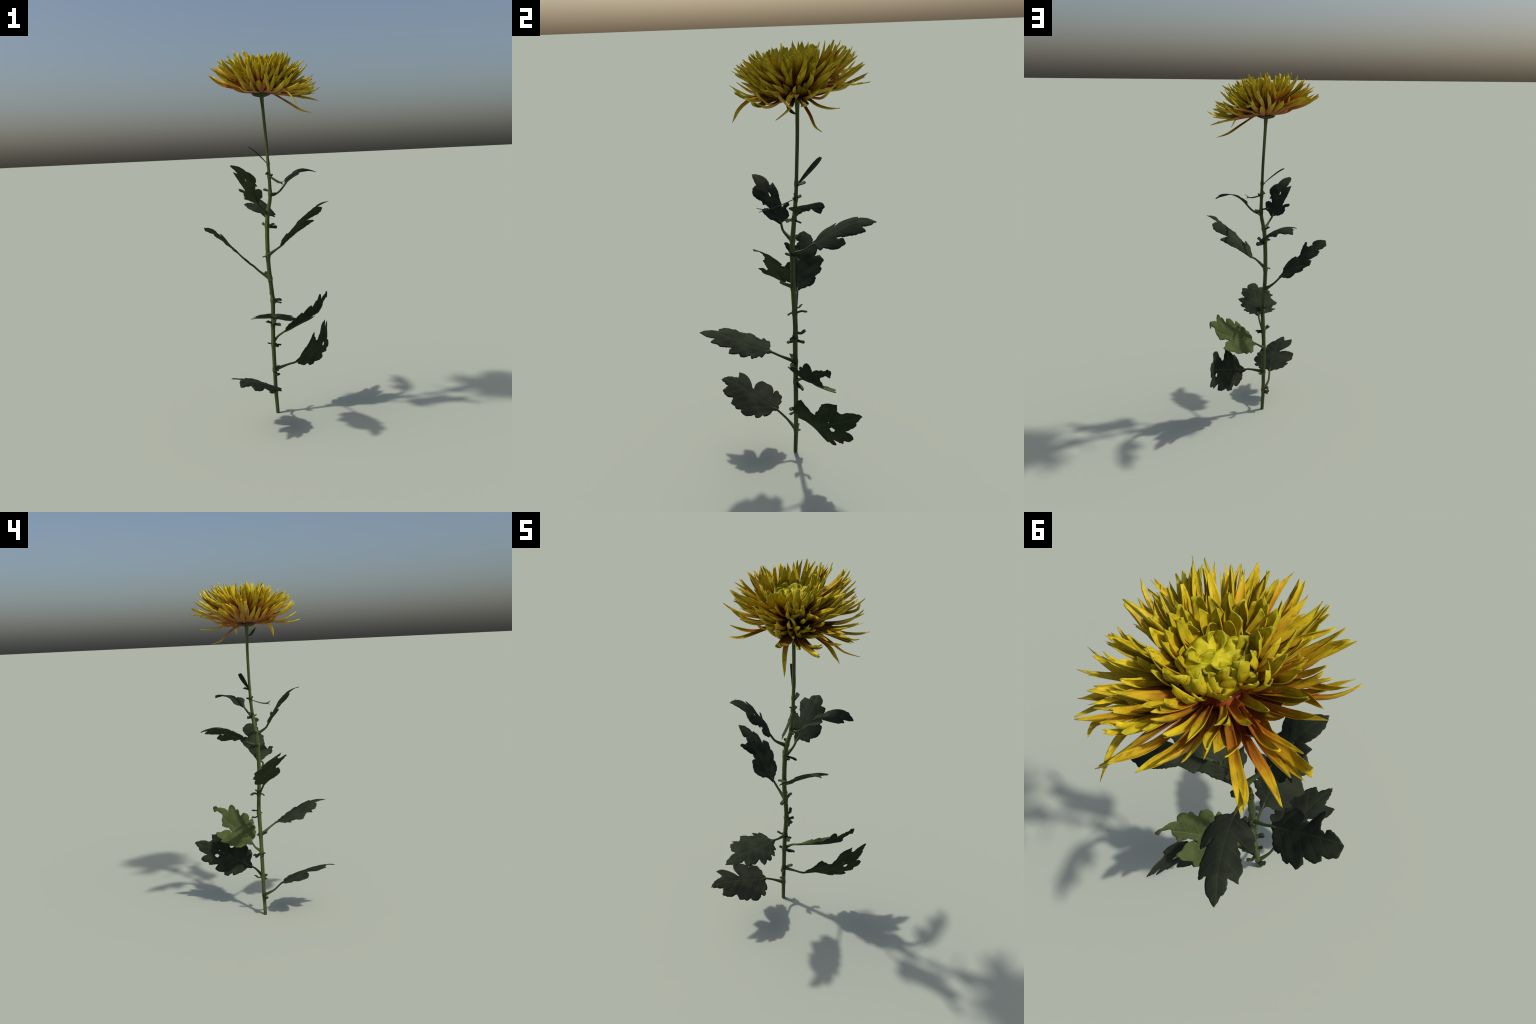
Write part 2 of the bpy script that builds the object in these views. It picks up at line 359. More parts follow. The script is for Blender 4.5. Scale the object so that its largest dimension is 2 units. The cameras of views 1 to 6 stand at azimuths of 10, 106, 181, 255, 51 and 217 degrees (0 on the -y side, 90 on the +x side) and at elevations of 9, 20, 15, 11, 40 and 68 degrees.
# every leaf: node on the stem, petiole way-points, blade base, midrib direction, face normal, length,
# relief coefficients of the bend, and the lobes and sinuses of the margin in turn
LEAVES = [
 dict(mat=LEAF, node=0.128, way=[(-0.02, -0.015, 0.164)], base=(-0.026, -0.069, 0.204), length=0.341, X=(-0.218, -0.932, 0.291), N=(0.239, 0.238, 0.941),
      relief=[0.012, -0.029, 0.175, -0.14, -0.065, 0.029, 0.447, -1.142, -0.02, 0.258, -0.469, -0.162, -0.113, -0.31, -0.183],
      margin=[(-0.017, 0.007), (0.032, 0.055), (0.033, 0.153), (0.072, 0.236), (0.11, 0.23), (0.121, 0.299), (0.17, 0.341), (0.207, 0.306), (0.289, 0.391), (0.398, 0.383), (0.415, 0.341), (0.508, 0.364), (0.536, 0.338), (0.618, 0.324), (0.63, 0.25), (0.649, 0.232), (0.747, 0.246), (0.86, 0.181), (0.828, 0.092), (1.003, 0.01), (0.923, -0.066), (0.838, -0.088), (0.779, -0.117), (0.833, -0.247), (0.702, -0.254), (0.595, -0.19), (0.5, -0.087), (0.47, -0.089), (0.493, -0.145), (0.507, -0.204), (0.48, -0.342), (0.387, -0.347), (0.294, -0.349), (0.251, -0.313), (0.199, -0.227), (0.199, -0.288), (0.178, -0.316), (0.117, -0.271), (0.065, -0.258), (0.028, -0.174), (0.008, -0.164), (0.02, -0.081), (-0.018, -0.026)]),
 dict(mat=LEAF, node=0.251, way=[(0.083, 0.064, 0.275)], base=(0.13, 0.079, 0.281), length=0.394, X=(0.381, 0.839, 0.389), N=(-0.924, 0.328, 0.199),
      relief=[0.028, 0.518, 0.331, -0.048, -0.037, -0.46, -1.469, -0.504, -0.02, 0.046, 0.54, -0.125, 0.637, 0.419, -0.25],
      holes=[[(0.564, 0.058), (0.604, 0.048), (0.638, 0.082), (0.603, 0.108), (0.569, 0.098)], [(0.583, -0.025), (0.598, -0.023), (0.595, -0.011), (0.583, -0.013)]],
      margin=[(-0.02, 0.008), (0.06, -0.074), (0.066, -0.163), (0.114, -0.229), (0.152, -0.213), (0.18, -0.245), (0.249, -0.293), (0.308, -0.336), (0.352, -0.346), (0.359, -0.272), (0.391, -0.167), (0.432, -0.125), (0.531, -0.188), (0.609, -0.257), (0.689, -0.257), (0.734, -0.248), (0.8, -0.216), (0.761, -0.14), (0.788, -0.098), (0.836, -0.093), (0.936, -0.059), (0.999, 0.007), (0.911, 0.055), (0.899, 0.089), (0.752, 0.119), (0.8, 0.166), (0.813, 0.232), (0.756, 0.252), (0.693, 0.233), (0.662, 0.272), (0.602, 0.239), (0.528, 0.206), (0.546, 0.292), (0.472, 0.309), (0.386, 0.271), (0.366, 0.314), (0.297, 0.298), (0.254, 0.21), (0.228, 0.251), (0.164, 0.196), (0.058, 0.048)]),
 dict(mat=LEAF_MID, node=0.516, way=[(0.034, -0.023, 0.552)], base=(0.044, -0.07, 0.575), length=0.357, X=(0.144, -0.952, 0.27), N=(0.023, 0.276, 0.961),
      relief=[0.005, -0.117, -0.27, 0.259, -0.035, -0.112, 0.23, -0.232, 0.026, 0.532, -0.098, -0.019, -0.306, 0.006, -0.123],
      margin=[(-0.03, 0.025), (0.02, -0.056), (0.03, -0.16), (0.05, -0.243), (0.09, -0.235), (0.14, -0.308), (0.165, -0.239), (0.25, -0.27), (0.28, -0.326), (0.341, -0.358), (0.43, -0.278), (0.49, -0.249), (0.559, -0.315), (0.579, -0.261), (0.657, -0.264), (0.767, -0.123), (0.747, -0.078), (0.787, -0.064), (0.908, -0.043), (1.001, -0.007), (0.91, 0.093), (0.829, 0.124), (0.739, 0.109), (0.779, 0.144), (0.805, 0.211), (0.695, 0.228), (0.666, 0.249), (0.522, 0.189), (0.529, 0.312), (0.441, 0.275), (0.4, 0.245), (0.365, 0.284), (0.3, 0.251), (0.243, 0.183), (0.223, 0.24), (0.171, 0.197), (0.128, 0.143), (0.095, 0.158), (0.053, 0.06), (0.005, 0.042)]),
 dict(mat=LEAF_PALE, node=0.412, way=[(0.03, 0.077, 0.436)], base=(0.066, 0.091, 0.462), length=0.35, X=(0.655, 0.517, 0.551), N=(-0.725, 0.223, 0.652),
      relief=[-0.0, -0.049, 0.416, 0.815, 0.047, -0.203, 0.056, 0.059, 0.095, -0.234, -0.482, 0.088, 0.238, -0.085, 0.193],
      margin=[(-0.049, 0.022), (0.019, -0.039), (0.024, -0.119), (0.092, -0.202), (0.119, -0.201), (0.151, -0.25), (0.21, -0.269), (0.226, -0.257), (0.258, -0.307), (0.329, -0.338), (0.34, -0.27), (0.436, -0.339), (0.528, -0.316), (0.53, -0.242), (0.544, -0.233), (0.65, -0.285), (0.675, -0.244), (0.728, -0.269), (0.789, -0.255), (0.797, -0.195), (0.755, -0.137), (0.786, -0.142), (0.899, -0.088), (0.922, -0.054), (0.972, -0.04), (1.0, 0.005), (0.934, 0.053), (0.91, -0.005), (0.818, -0.029), (0.782, -0.018), (0.741, 0.05), (0.689, 0.076), (0.656, 0.117), (0.543, 0.064), (0.439, 0.077), (0.395, 0.11), (0.489, 0.088), (0.536, 0.117), (0.586, 0.235), (0.63, 0.283), (0.545, 0.33), (0.432, 0.314), (0.405, 0.369), (0.268, 0.3), (0.241, 0.324), (0.154, 0.246), (0.127, 0.278), (0.05, 0.2), (0.024, 0.082), (-0.031, 0.051)]),
 dict(mat=LEAF, node=0.775, way=[(-0.052, 0.043, 0.815)], base=(-0.087, 0.039, 0.853), length=0.34, X=(-0.756, -0.09, 0.648), N=(0.606, 0.277, 0.745),
      relief=[-0.004, 0.018, 0.042, 0.192, -0.016, -0.076, -0.212, -0.204, 0.036, 0.43, 0.346, -0.106, -0.242, 0.182, -0.109],
      margin=[(-0.02, 0.037), (0.07, 0.065), (0.11, 0.123), (0.12, 0.166), (0.15, 0.174), (0.25, 0.242), (0.34, 0.227), (0.43, 0.164), (0.42, 0.101), (0.501, 0.095), (0.53, 0.138), (0.6, 0.185), (0.709, 0.26), (0.729, 0.229), (0.69, 0.141), (0.71, 0.071), (0.78, 0.036), (0.789, 0.078), (0.839, 0.091), (1.0, -0.014), (0.962, -0.129), (0.881, -0.17), (0.8, -0.161), (0.81, -0.205), (0.72, -0.25), (0.58, -0.215), (0.61, -0.286), (0.53, -0.353), (0.43, -0.298), (0.4, -0.326), (0.33, -0.309), (0.26, -0.237), (0.22, -0.255), (0.12, -0.206), (0.04, -0.065)]),
 dict(mat=LEAF_MID, node=0.905, way=[(0.054, -0.003, 0.945)], base=(0.087, 0.01, 0.968), length=0.347, X=(0.735, -0.145, 0.663), N=(-0.623, 0.242, 0.744),
      relief=[0.008, 0.021, -0.255, 0.178, -0.0, 0.118, -0.126, -0.447, -0.008, 0.051, -0.042, -0.143, 0.038, 0.056, -0.212],
      margin=[(-0.03, 0.04), (-0.02, -0.042), (0.05, -0.12), (0.12, -0.236), (0.18, -0.239), (0.24, -0.268), (0.241, -0.196), (0.19, -0.17), (0.271, -0.118), (0.401, -0.116), (0.47, -0.122), (0.52, -0.074), (0.6, -0.044), (0.699, -0.024), (0.808, -0.026), (0.867, -0.078), (1.0, 0.011), (0.888, 0.035), (0.788, 0.035), (0.823, 0.163), (0.74, 0.241), (0.65, 0.23), (0.491, 0.156), (0.53, 0.247), (0.542, 0.325), (0.394, 0.266), (0.25, 0.182), (0.11, 0.109)]),
 dict(mat=LEAF, node=1.069, way=[(-0.008, 0.095, 1.088)], base=(-0.018, 0.129, 1.113), length=0.32, X=(-0.459, 0.848, 0.265), N=(0.384, -0.08, 0.92),
      relief=[0.002, -0.22, -1.055, -0.068, -0.014, 0.277, 0.477, -0.567, -0.016, 0.008, -0.244, -0.112, -0.147, -0.077, -0.146],
      margin=[(-0.042, 0.019), (0.032, -0.038), (0.024, -0.072), (0.048, -0.194), (0.105, -0.182), (0.214, -0.273), (0.317, -0.289), (0.42, -0.264), (0.411, -0.183), (0.352, -0.168), (0.315, -0.125), (0.367, -0.147), (0.481, -0.191), (0.666, -0.215), (0.757, -0.201), (0.739, -0.144), (0.74, -0.117), (0.811, -0.123), (0.914, -0.092), (0.999, -0.026), (0.94, 0.021), (0.855, 0.09), (0.766, 0.092), (0.777, 0.116), (0.8, 0.185), (0.777, 0.18), (0.709, 0.2), (0.623, 0.195), (0.449, 0.131), (0.376, 0.107), (0.412, 0.147), (0.473, 0.226), (0.465, 0.269), (0.376, 0.247), (0.307, 0.244), (0.155, 0.151), (0.096, 0.075), (0.021, 0.048)]),
 dict(mat=LEAF, node=1.135, way=[(-0.02, -0.005, 1.171)], base=(-0.039, -0.02, 1.207), length=0.274, X=(-0.357, -0.586, 0.727), N=(0.362, 0.631, 0.686),
      relief=[-0.007, 0.031, 0.145, -0.564, 0.012, 0.141, -0.121, -0.565, -0.072, 0.285, -0.025, -0.135, -0.196, 0.049, -0.221],
      holes=[[(0.46, -0.02), (0.498, -0.032), (0.555, -0.021), (0.526, 0.0), (0.478, -0.002)]],
      margin=[(-0.03, 0.02), (0.014, -0.077), (0.003, -0.116), (0.071, -0.238), (0.153, -0.257), (0.205, -0.234), (0.249, -0.334), (0.295, -0.327), (0.281, -0.243), (0.235, -0.149), (0.384, -0.184), (0.598, -0.217), (0.706, -0.212), (0.657, -0.108), (0.81, -0.13), (0.936, -0.085), (1.003, 0.005), (0.875, 0.101), (0.734, 0.142), (0.694, 0.245), (0.602, 0.294), (0.507, 0.27), (0.429, 0.194), (0.363, 0.214), (0.357, 0.146), (0.273, 0.113), (0.311, 0.207), (0.28, 0.273), (0.122, 0.21), (0.05, 0.111)]),
 dict(mat=LEAF, node=1.235, way=[(0.05, 0.06, 1.238), (0.077, 0.069, 1.257)], base=(0.105, 0.088, 1.297), length=0.211, X=(0.724, 0.648, 0.237), N=(-0.193, -0.138, 0.971),
      relief=[-0.01, -0.209, 0.158, -0.02, 0.007, 0.586, 0.532, -0.262, 0.004, -0.417, 0.045, -0.104, -0.167, -0.039, -0.005],
      margin=[(-0.04, 0.025), (0.05, 0.1), (0.17, 0.25), (0.28, 0.21), (0.38, 0.17), (0.48, 0.2), (0.62, 0.22), (0.78, 0.2), (0.89, 0.17), (0.93, 0.1), (1.0, 0), (0.94, -0.06), (0.78, -0.08), (0.82, -0.16), (0.69, -0.23), (0.54, -0.2), (0.44, -0.15), (0.33, -0.05), (0.36, -0.18), (0.26, -0.28), (0.15, -0.24), (0.05, -0.09), (-0.02, -0.03)]),
]

def petiole_mesh(path, r0, r1):
    p = catmull(path, 6)
    n = len(p)
    # flared at the stem, slender in the middle, merging into the blade
    rr = [r1 + (r0 - r1) * max(0, 1 - 3.2 * i / n) ** 1.5 for i in range(n)]
    return tube(p, rr, 10)

for k, L in enumerate(LEAVES):
    M = frame(L["base"], L["X"], L["N"], L["length"])
    V, F, w = leaf_blade(L["margin"], L["relief"], L.get("holes", []), L["length"], k)
    me = mesh_from("leaf", V, F, L["mat"])
    me.materials.append(LEAF if L["mat"] is LEAF_PALE else LEAF_UNDER)
    half = len(V) // 2
    for p in me.polygons:
        p.material_index = 1 if all(i >= half for i in p.vertices) else 0
    leaf = link("leaf", me, plant, M)
    s = stem_at(L["node"])
    into = [np.array(M @ Vector((u, 0, w(u, 0) - 0.006))) for u in (0.06, 0.22, 0.40)]
    way = [np.array(p) for p in L["way"]]
    d = way[0] - s; start = s + d / np.linalg.norm(d) * 0.004
    base = np.array(M @ Vector((-0.01, 0, w(-0.01, 0))))
    path = [start] + way + [base] + into
    p = catmull(path, 6); n = len(p)
    rr = np.interp(np.linspace(0, 1, n), [0, .08, .2, .5, .62, 1], [.0115, .0085, .0058, .0054, .0036, .0008])
    v, f = tube(p, rr, 10)
    pm = M.inverted()
    v = [pm @ Vector(q) for q in v]
    pet = link("petiole", mesh_from("petiole", v, f, PETIOLE if L["mat"] is not LEAF_PALE else LEAF_PALE), leaf, M)

# a narrow entire leaf high on the stem and a shrivelled forked one below it
def strap(path, widths, normal, thick=0.0022, cup=0.25, fork=0):
    p = catmull(path, 6); n = len(p)
    wd = np.interp(np.linspace(0, 1, n), np.linspace(0, 1, len(widths)), widths)
    verts, faces = [], []
    tang = np.gradient(p, axis=0)
    N = np.array(normal, float)
    cols = [-1, -.5, 0, .5, 1]
    for side in (1, -1):
        for i in range(n):
            t = tang[i] / np.linalg.norm(tang[i])
            nn = N - N.dot(t) * t; nn /= np.linalg.norm(nn)
            b = np.cross(nn, t)
            for c in cols:
                verts.append(p[i] + b * c * wd[i] + nn * (cup * wd[i] * c * c + side * thick * .5))
    m = n * 5
    for i in range(n - 1):
        for j in range(4):
            a = i * 5 + j
            faces.append((a, a + 1, a + 6, a + 5)); faces.append((m + a, m + a + 5, m + a + 6, m + a + 1))
        for j in (0, 4):
            a = i * 5 + j
            faces.append((a, a + 5, m + a + 5, m + a))
    for i in (0, n - 1):
        for j in range(4):
            a = i * 5 + j
            faces.append((a, a + 1, m + a + 1, m + a))
    return verts, faces

def add_strap(name, path, widths, normal, mat, parent=None, **kw):
    v, f = strap(path, widths, normal, **kw)
    o = Vector(path[0])
    me = mesh_from(name, [Vector(q) - o for q in v], f, mat)
    return link(name, me, parent or plant, Matrix.Translation(o))

add_strap("leaf", [(.012, .074, 1.400), (-.010, .092, 1.422), (-.050, .122, 1.458), (-.085, .145, 1.486), (-.106, .155, 1.499)],
          [.004, .006, .011, .013, .011, .006], (.55, .08, .80), LEAF)
twig = add_strap("leaf", [(.020, .062, 1.335), (.036, .040, 1.328), (.067, -.003, 1.312), (.090, -.040, 1.303), (.105, -.064, 1.303)],
                 [.0065, .0055, .0070, .0080, .0070], (-.3, -.2, .9), STIPULE)
add_strap("leaflet", [(.100, -.057, 1.304), (.112, -.072, 1.309), (.124, -.086, 1.316)], [.004, .003, .0006], (-.3, -.2, .9), STIPULE, twig)
add_strap("leaflet", [(.100, -.057, 1.302), (.108, -.070, 1.298), (.114, -.079, 1.294)], [.004, .003, .0006], (-.3, -.2, .9), STIPULE, twig)
add_strap("bract", [(-.003, .068, 1.704), (-.003, .050, 1.714), (-.004, .035, 1.732), (-.003, .022, 1.751)], [.003, .0070, .0065, .0008], (.9, .2, .1), LEAF)

# stipules: small torn leaflets standing at the nodes
STIPULES = [(.525, -.021, .014, .537), (.795, -.028, .075, .806), (.402, -.025, .034, .408), (1.072, .044, .022, 1.080), (.900, -.029, .021, .899),
            (1.395, .005, .109, 1.409), (1.340, .013, .090, 1.350), (.775, .009, .012, .762), (1.066, .047, .075, 1.052), (.772, -.013, .103, .778),
            (.245, .026, .093, .257), (.130, -.022, .041, .142), (.512, .045, .054, .511), (1.238, .033, .088, 1.230), (1.255, -.018, .081, 1.265),
            (.672, -.005, .095, .680), (.400, .043, .089, .380), (.516, .055, .034, .511), (.240, .029, .013, .254), (1.075, -.028, .058, 1.080),
            (.650, .065, .036, .653), (.648, .063, .022, .641), (1.240, .060, .028, 1.243), (1.140, -.026, .058, 1.153), (.232, .035, .018, .227),
            (.115, -.018, .052, .108), (.110, -.025, .030, .118), (1.330, .040, .060, 1.345), (1.345, .003, .058, 1.352), (.635, .018, .095, .628), (.405, .028, .080, .372)]
for zs, x, y, z in STIPULES:
    s = stem_at(zs); t = np.array((x, y, z))
    d = t - s; ln = np.linalg.norm(d); up = np.array((0, 0, 1.0))
    side = np.cross(d, up); side /= np.linalg.norm(side)
    mid = s + d * .55 + side * random.uniform(-.15, .15) * ln + up * random.uniform(-.12, .12) * ln
    q = random.uniform(.85, 1.55)
    end = [.0075, .0050, .0022][random.randrange(3)]
    add_strap("stipule", [s + d * .10, mid, s + d * .82, t], [.0075 * q, .0062 * q, .0070 * q, .0080 * q, end * q],
              up + side * random.uniform(-.8, .8), STIPULE, cup=random.uniform(.1, .6), thick=random.uniform(.004, .007))
# swollen, scarred leaf bases at each node
for L in LEAVES:
    s = stem_at(L["node"]); t = np.array(L["way"][0]); d = t - s; d /= np.linalg.norm(d)
    v, f = tube([s + d * .002, s + d * .011, s + d * .018, s + d * .026], [.0095, .0098, .0075, .0040], 10)
    o = Vector(s)
    link("leaf_base", mesh_from("leaf_base", [Vector(q) - o for q in v], f, PETIOLE), stem, Matrix.Translation(o))

# ------------------------------------------------------------------ flower head
CX, CY = 0.0, 0.07
head_world = Matrix.Translation((-.004, .073, 1.765))

def lathe(profile, seg, wob=0.0, seed=0, lean=(0.0, 0.0)):
    """surface of revolution about the head axis; lean shifts the axis with height"""
    r = random.Random(seed)
    ph = [r.uniform(0, 6.28) for _ in range(4)]
    verts, faces = [], []
    for (rad_, z) in profile:
        for k in range(seg):
            a = 2 * math.pi * k / seg
            q = rad_ * (1 + wob * (math.sin(5 * a + ph[0]) + .6 * math.sin(11 * a + ph[1] + 40 * z) + .4 * math.sin(17 * a + ph[2])))
            verts.append((lean[0] * z + q * math.cos(a), lean[1] * z + q * math.sin(a), z))
    n = len(profile)
    for i in range(n - 1):
        for k in range(seg):
            k2 = (k + 1) % seg
            faces.append((i * seg + k, i * seg + k2, (i + 1) * seg + k2, (i + 1) * seg + k))
    faces.append(tuple(range(seg))); faces.append(tuple((n - 1) * seg + k for k in range(seg)))
    return verts, faces

v, f = lathe([(.010, .004), (.032, .006), (.046, .015), (.064, .042), (.078, .075), (.076, .100), (.064, .116), (.044, .126), (.02, .132), (.002, .134)], 48, .07, 3)
head = link("flower_head", mesh_from("flower_head", v, f, CORE), plant, head_world)

# green cup of sepals under the head
v, f = lathe([(.008, -.008), (.013, -.004), (.022, -.001), (.032, .002), (.038, .006), (.039, .009), (.033, .012), (.002, .013)], 48, .035, 5)
link("sepal_cup", mesh_from("sepal_cup", v, f, SEPAL), head, head_world)
for k in range(30):
    a = 2 * math.pi * (k + random.uniform(-.3, .3)) / 30
    c, s = math.cos(a), math.sin(a); q = random.uniform(.85, 1.15)
    o = np.array(head_world.translation)
    p = lambda r, z: o + np.array((r * c, r * s, z))
    add_strap("sepal", [p(.014, -.005), p(.028, -.001), p(.042, .004 * q), p(.052 * q, .011 * q)], [.004, .0065, .006, .001], (-.5 * c, -.5 * s, -.9), SEPAL, head)

# lumpy heart: a low uneven mound under the youngest florets
v, f = lathe([(.060, .106), (.070, .122), (.072, .134), (.068, .143), (.061, .149), (.053, .153), (.045, .155), (.038, .156), (.031, .156), (.024, .155), (.017, .154), (.010, .153), (.002, .153)], 72, .06, 9)
def lump(x, y):
    return (.0085 * math.sin(95 * x + 55 * y + 1) * math.cos(75 * y - 45 * x) + .0055 * math.sin(210 * x - 60 * y) * math.sin(170 * y + 80 * x + 2)
            + .0022 * math.sin(420 * x + 130 * y) * math.cos(390 * y))
v = [(x + .004 * math.sin(90 * x + 3) * math.cos(80 * y), y + .003 * math.sin(100 * y + 40 * x), z + lump(x, y)) for x, y, z in v]
link("disc", mesh_from("disc", v, f, HEART), head, head_world)

def petal_mesh(width, thick, cup, center, twist, tipw, notch, taper, seed):
    """one quill petal, unit length: channel-shaped section swept along center(t) -> (x, y, z), closed thickness"""
    r = random.Random(seed)
    nx, cols = 15, (-1, -.62, 0, .62, 1)
    verts, faces = [], []
    rip, skew = r.uniform(0, 6), r.uniform(-.05, .05)
    C = np.array([center(i / (nx - 1)) for i in range(nx)])
    T = np.gradient(C, axis=0); T /= np.linalg.norm(T, axis=1)[:, None]
    for side in (1, -1):
        for i in range(nx):
            t = i / (nx - 1)
            grow = min(1, t / .60); grow = grow * grow * (3 - 2 * grow)
            h = width * .5 * (taper + (1 - taper) * grow)
            if t > .74:
                q = (t - .74) / .26
                h *= 1 - (1 - tipw) * q ** 1.7
            h *= 1 + .10 * math.sin(8 * t + rip)
            z_ax = np.array((0, 0, 1.0)) - T[i][2] * T[i]; z_ax /= np.linalg.norm(z_ax)
            y_ax = np.cross(z_ax, T[i])
            a = twist * t * t
            y_ax, z_ax = y_ax * math.cos(a) + z_ax * math.sin(a), z_ax * math.cos(a) - y_ax * math.sin(a)
            for c in cols:
                along = (notch * (abs(c) - .4) + skew * c) * max(0, t - .85) / .15
                zc = cup * h * (abs(c) ** 1.6) * (1.35 - .55 * t)
                th = thick * (1 - .6 * abs(c)) * (1 - .45 * t)
                p = C[i] + T[i] * along + y_ax * c * h * (1 - .18 * cup * abs(c)) + z_ax * (zc + side * th * .5 + .05 * h * math.sin(9 * t + rip + 2 * c))
                verts.append(tuple(p))
    m = nx * 5
    for i in range(nx - 1):
        for j in range(4):
            a = i * 5 + j
            faces.append((a, a + 5, a + 6, a + 1)); faces.append((m + a, m + a + 1, m + a + 6, m + a + 5))
        for j in (0, 4):
            a = i * 5 + j
            faces.append((a, a + 5, m + a + 5, m + a))
    for i in (0, nx - 1):
        for j in range(4):
            a = i * 5 + j
            faces.append((a, a + 1, m + a + 1, m + a))
    return verts, faces

petal_count = 0
def petal_object(base, tip, width, mat, center, r, cup, roll, taper, thick, tipw, notch, name="petal"):
    d = tip - base; ln = d.length; X = d.normalized()
    up = Vector((0, 0, 1))
    out = Vector((base.x + tip.x - 2 * CX, base.y + tip.y - 2 * CY, 0)); out.normalize()
    N = up - up.dot(X) * X
    if X.z > .75: N = -out + out.dot(X) * X
    N.normalize()
    N = Matrix.Rotation(roll, 3, X) @ N
    M = frame(base, X, N, ln)
    if center is None: center = lambda t: (t, 0, 0)
    v, f = petal_mesh(width / ln, thick / ln, cup, center(M, ln), r.uniform(-1.1, 1.1), tipw, notch, taper, petal_count)
    return link(name, mesh_from(name, v, f, mat), head, M)

def tip_shape(r):
    """pointed, blunt or ragged end: (relative tip width, notch depth)"""
    k = r.random()
    if k < .60: return r.uniform(.03, .20), 0.0
    if k < .82: return r.uniform(.30, .50), r.uniform(-.04, .01)
    return r.uniform(.45, .70), r.uniform(.05, .10)

def add_petal(az, reach, z, width, mat, bow=None, hook=None, cup=None, root=None, taper=.50, roll=None, thick=.0055, tip_kind=None, name="petal"):
    """az in degrees about the head axis, reach = horizontal distance of the tip, z = tip height"""
    global petal_count
    petal_count += 1
    r = random.Random(1000 + petal_count)
    a = math.radians(az)
    rad_v = Vector((math.cos(a), math.sin(a), 0))
    tip = Vector((CX, CY, 0)) + rad_v * reach; tip.z = z
    if root is None:
        el = math.atan2(z - 1.80, reach)
        root = (.044 * math.cos(el) if el < .9 else .028, 1.781 + .060 * max(0, math.sin(el)))
    base = Vector((CX, CY, 0)) + rad_v * root[0]; base.z = root[1]
    bow = r.uniform(.02, .10) if bow is None else bow
    hook = r.uniform(-.03, .10) if hook is None else hook
    sway, wav = r.uniform(-.07, .07), r.uniform(0, 6)
    def center(M, ln):
        def c(t):
            z0 = -bow * math.sin(math.pi * t ** 1.15) - hook * math.sin(math.pi * t) * t * 1.4
            return (t, sway * math.sin(math.pi * t) + .020 * math.sin(7 * t + wav) * t, z0)
        return c
    tw, nt = tip_shape(r) if tip_kind is None else tip_kind
    gaping = az > 125 or az < -140
    if mat in (OUTER, MIDDLE) and reach > .15 and r.random() < (.75 if gaping else .25): mat = FLUSHED
    return petal_object(base, tip, width, mat, center, r, r.uniform(.35, .95) if cup is None else cup,
                        r.uniform(-.6, .6) if roll is None else roll, taper, thick, tw, nt, name)

def add_petal_path(pts, width, mat, cup=.6, taper=.5, thick=.0060, tip_kind=(.2, 0.0), roll=0.0):
    """a stray petal led through way-points"""
    global petal_count
    petal_count += 1
    r = random.Random(1000 + petal_count)
    P = catmull(pts, 8)
    L = np.concatenate([[0], np.cumsum(np.linalg.norm(np.diff(P, axis=0), axis=1))]); L /= L[-1]
    def center(M, ln):
        inv = M.inverted()
        Q = np.array([inv @ Vector(p) for p in P])
        return lambda t: tuple(np.interp(t, L, Q[:, k]) for k in range(3))
    return petal_object(Vector(pts[0]), Vector(pts[-1]), width, mat, center, r, cup, roll, taper, thick, tip_kind[0], tip_kind[1])

# tips of the petals, ring by ring: (azimuth deg, reach, height)
RING_HEART = [(-175, .124, 1.984), (-165, .146, 1.993), (-142, .128, 1.978), (-133, .109, 1.992), (-112, .144, 1.952), (-99, .143, 1.952), (-89, .139, 1.947), (-82, .123, 1.951), (-68, .129, 1.950), (-58, .076, 1.972), (-49, .108, 1.967), (-35, .086, 1.968), (-16, .112, 1.963), (-4, .113, 1.965), (4, .085, 1.972), (19, .131, 1.965), (33, .098, 1.973), (46, .121, 1.987), (52, .118, 1.968), (62, .129, 1.966), (62, .074, 1.975), (83, .101, 1.972), (92, .126, 1.990), (109, .086, 1.980), (140, .130, 1.987), (147, .070, 1.982), (165, .126, 1.982), (175, .080, 1.993)]
RING_INNER = [(-176, .209, 1.964), (-174, .209, 1.944), (-170, .174, 1.977), (-164, .176, 1.962), (-155, .180, 1.959), (-127, .166, 1.936), (-105, .169, 1.944), (-93, .184, 1.949), (-82, .215, 1.929), (-68, .201, 1.924), (-64, .193, 1.940), (-48, .178, 1.957), (-46, .212, 1.948), (-40, .214, 1.951), (-40, .184, 1.958), (-33, .206, 1.937), (-28, .175, 1.939), (-22, .194, 1.922), (-17, .205, 1.905), (-12, .211, 1.893), (1, .194, 1.907), (2, .154, 1.934), (8, .152, 1.947), (25, .211, 1.926), (26, .166, 1.954), (26, .206, 1.938), (38, .209, 1.927), (51, .212, 1.907), (52, .190, 1.928), (66, .211, 1.965), (85, .191, 1.992), (91, .213, 1.955), (92, .194, 1.972), (93, .184, 1.983), (97, .162, 1.997), (115, .212, 1.972), (129, .181, 1.985), (136, .178, 1.982), (150, .184, 1.964), (162, .177, 1.964)]
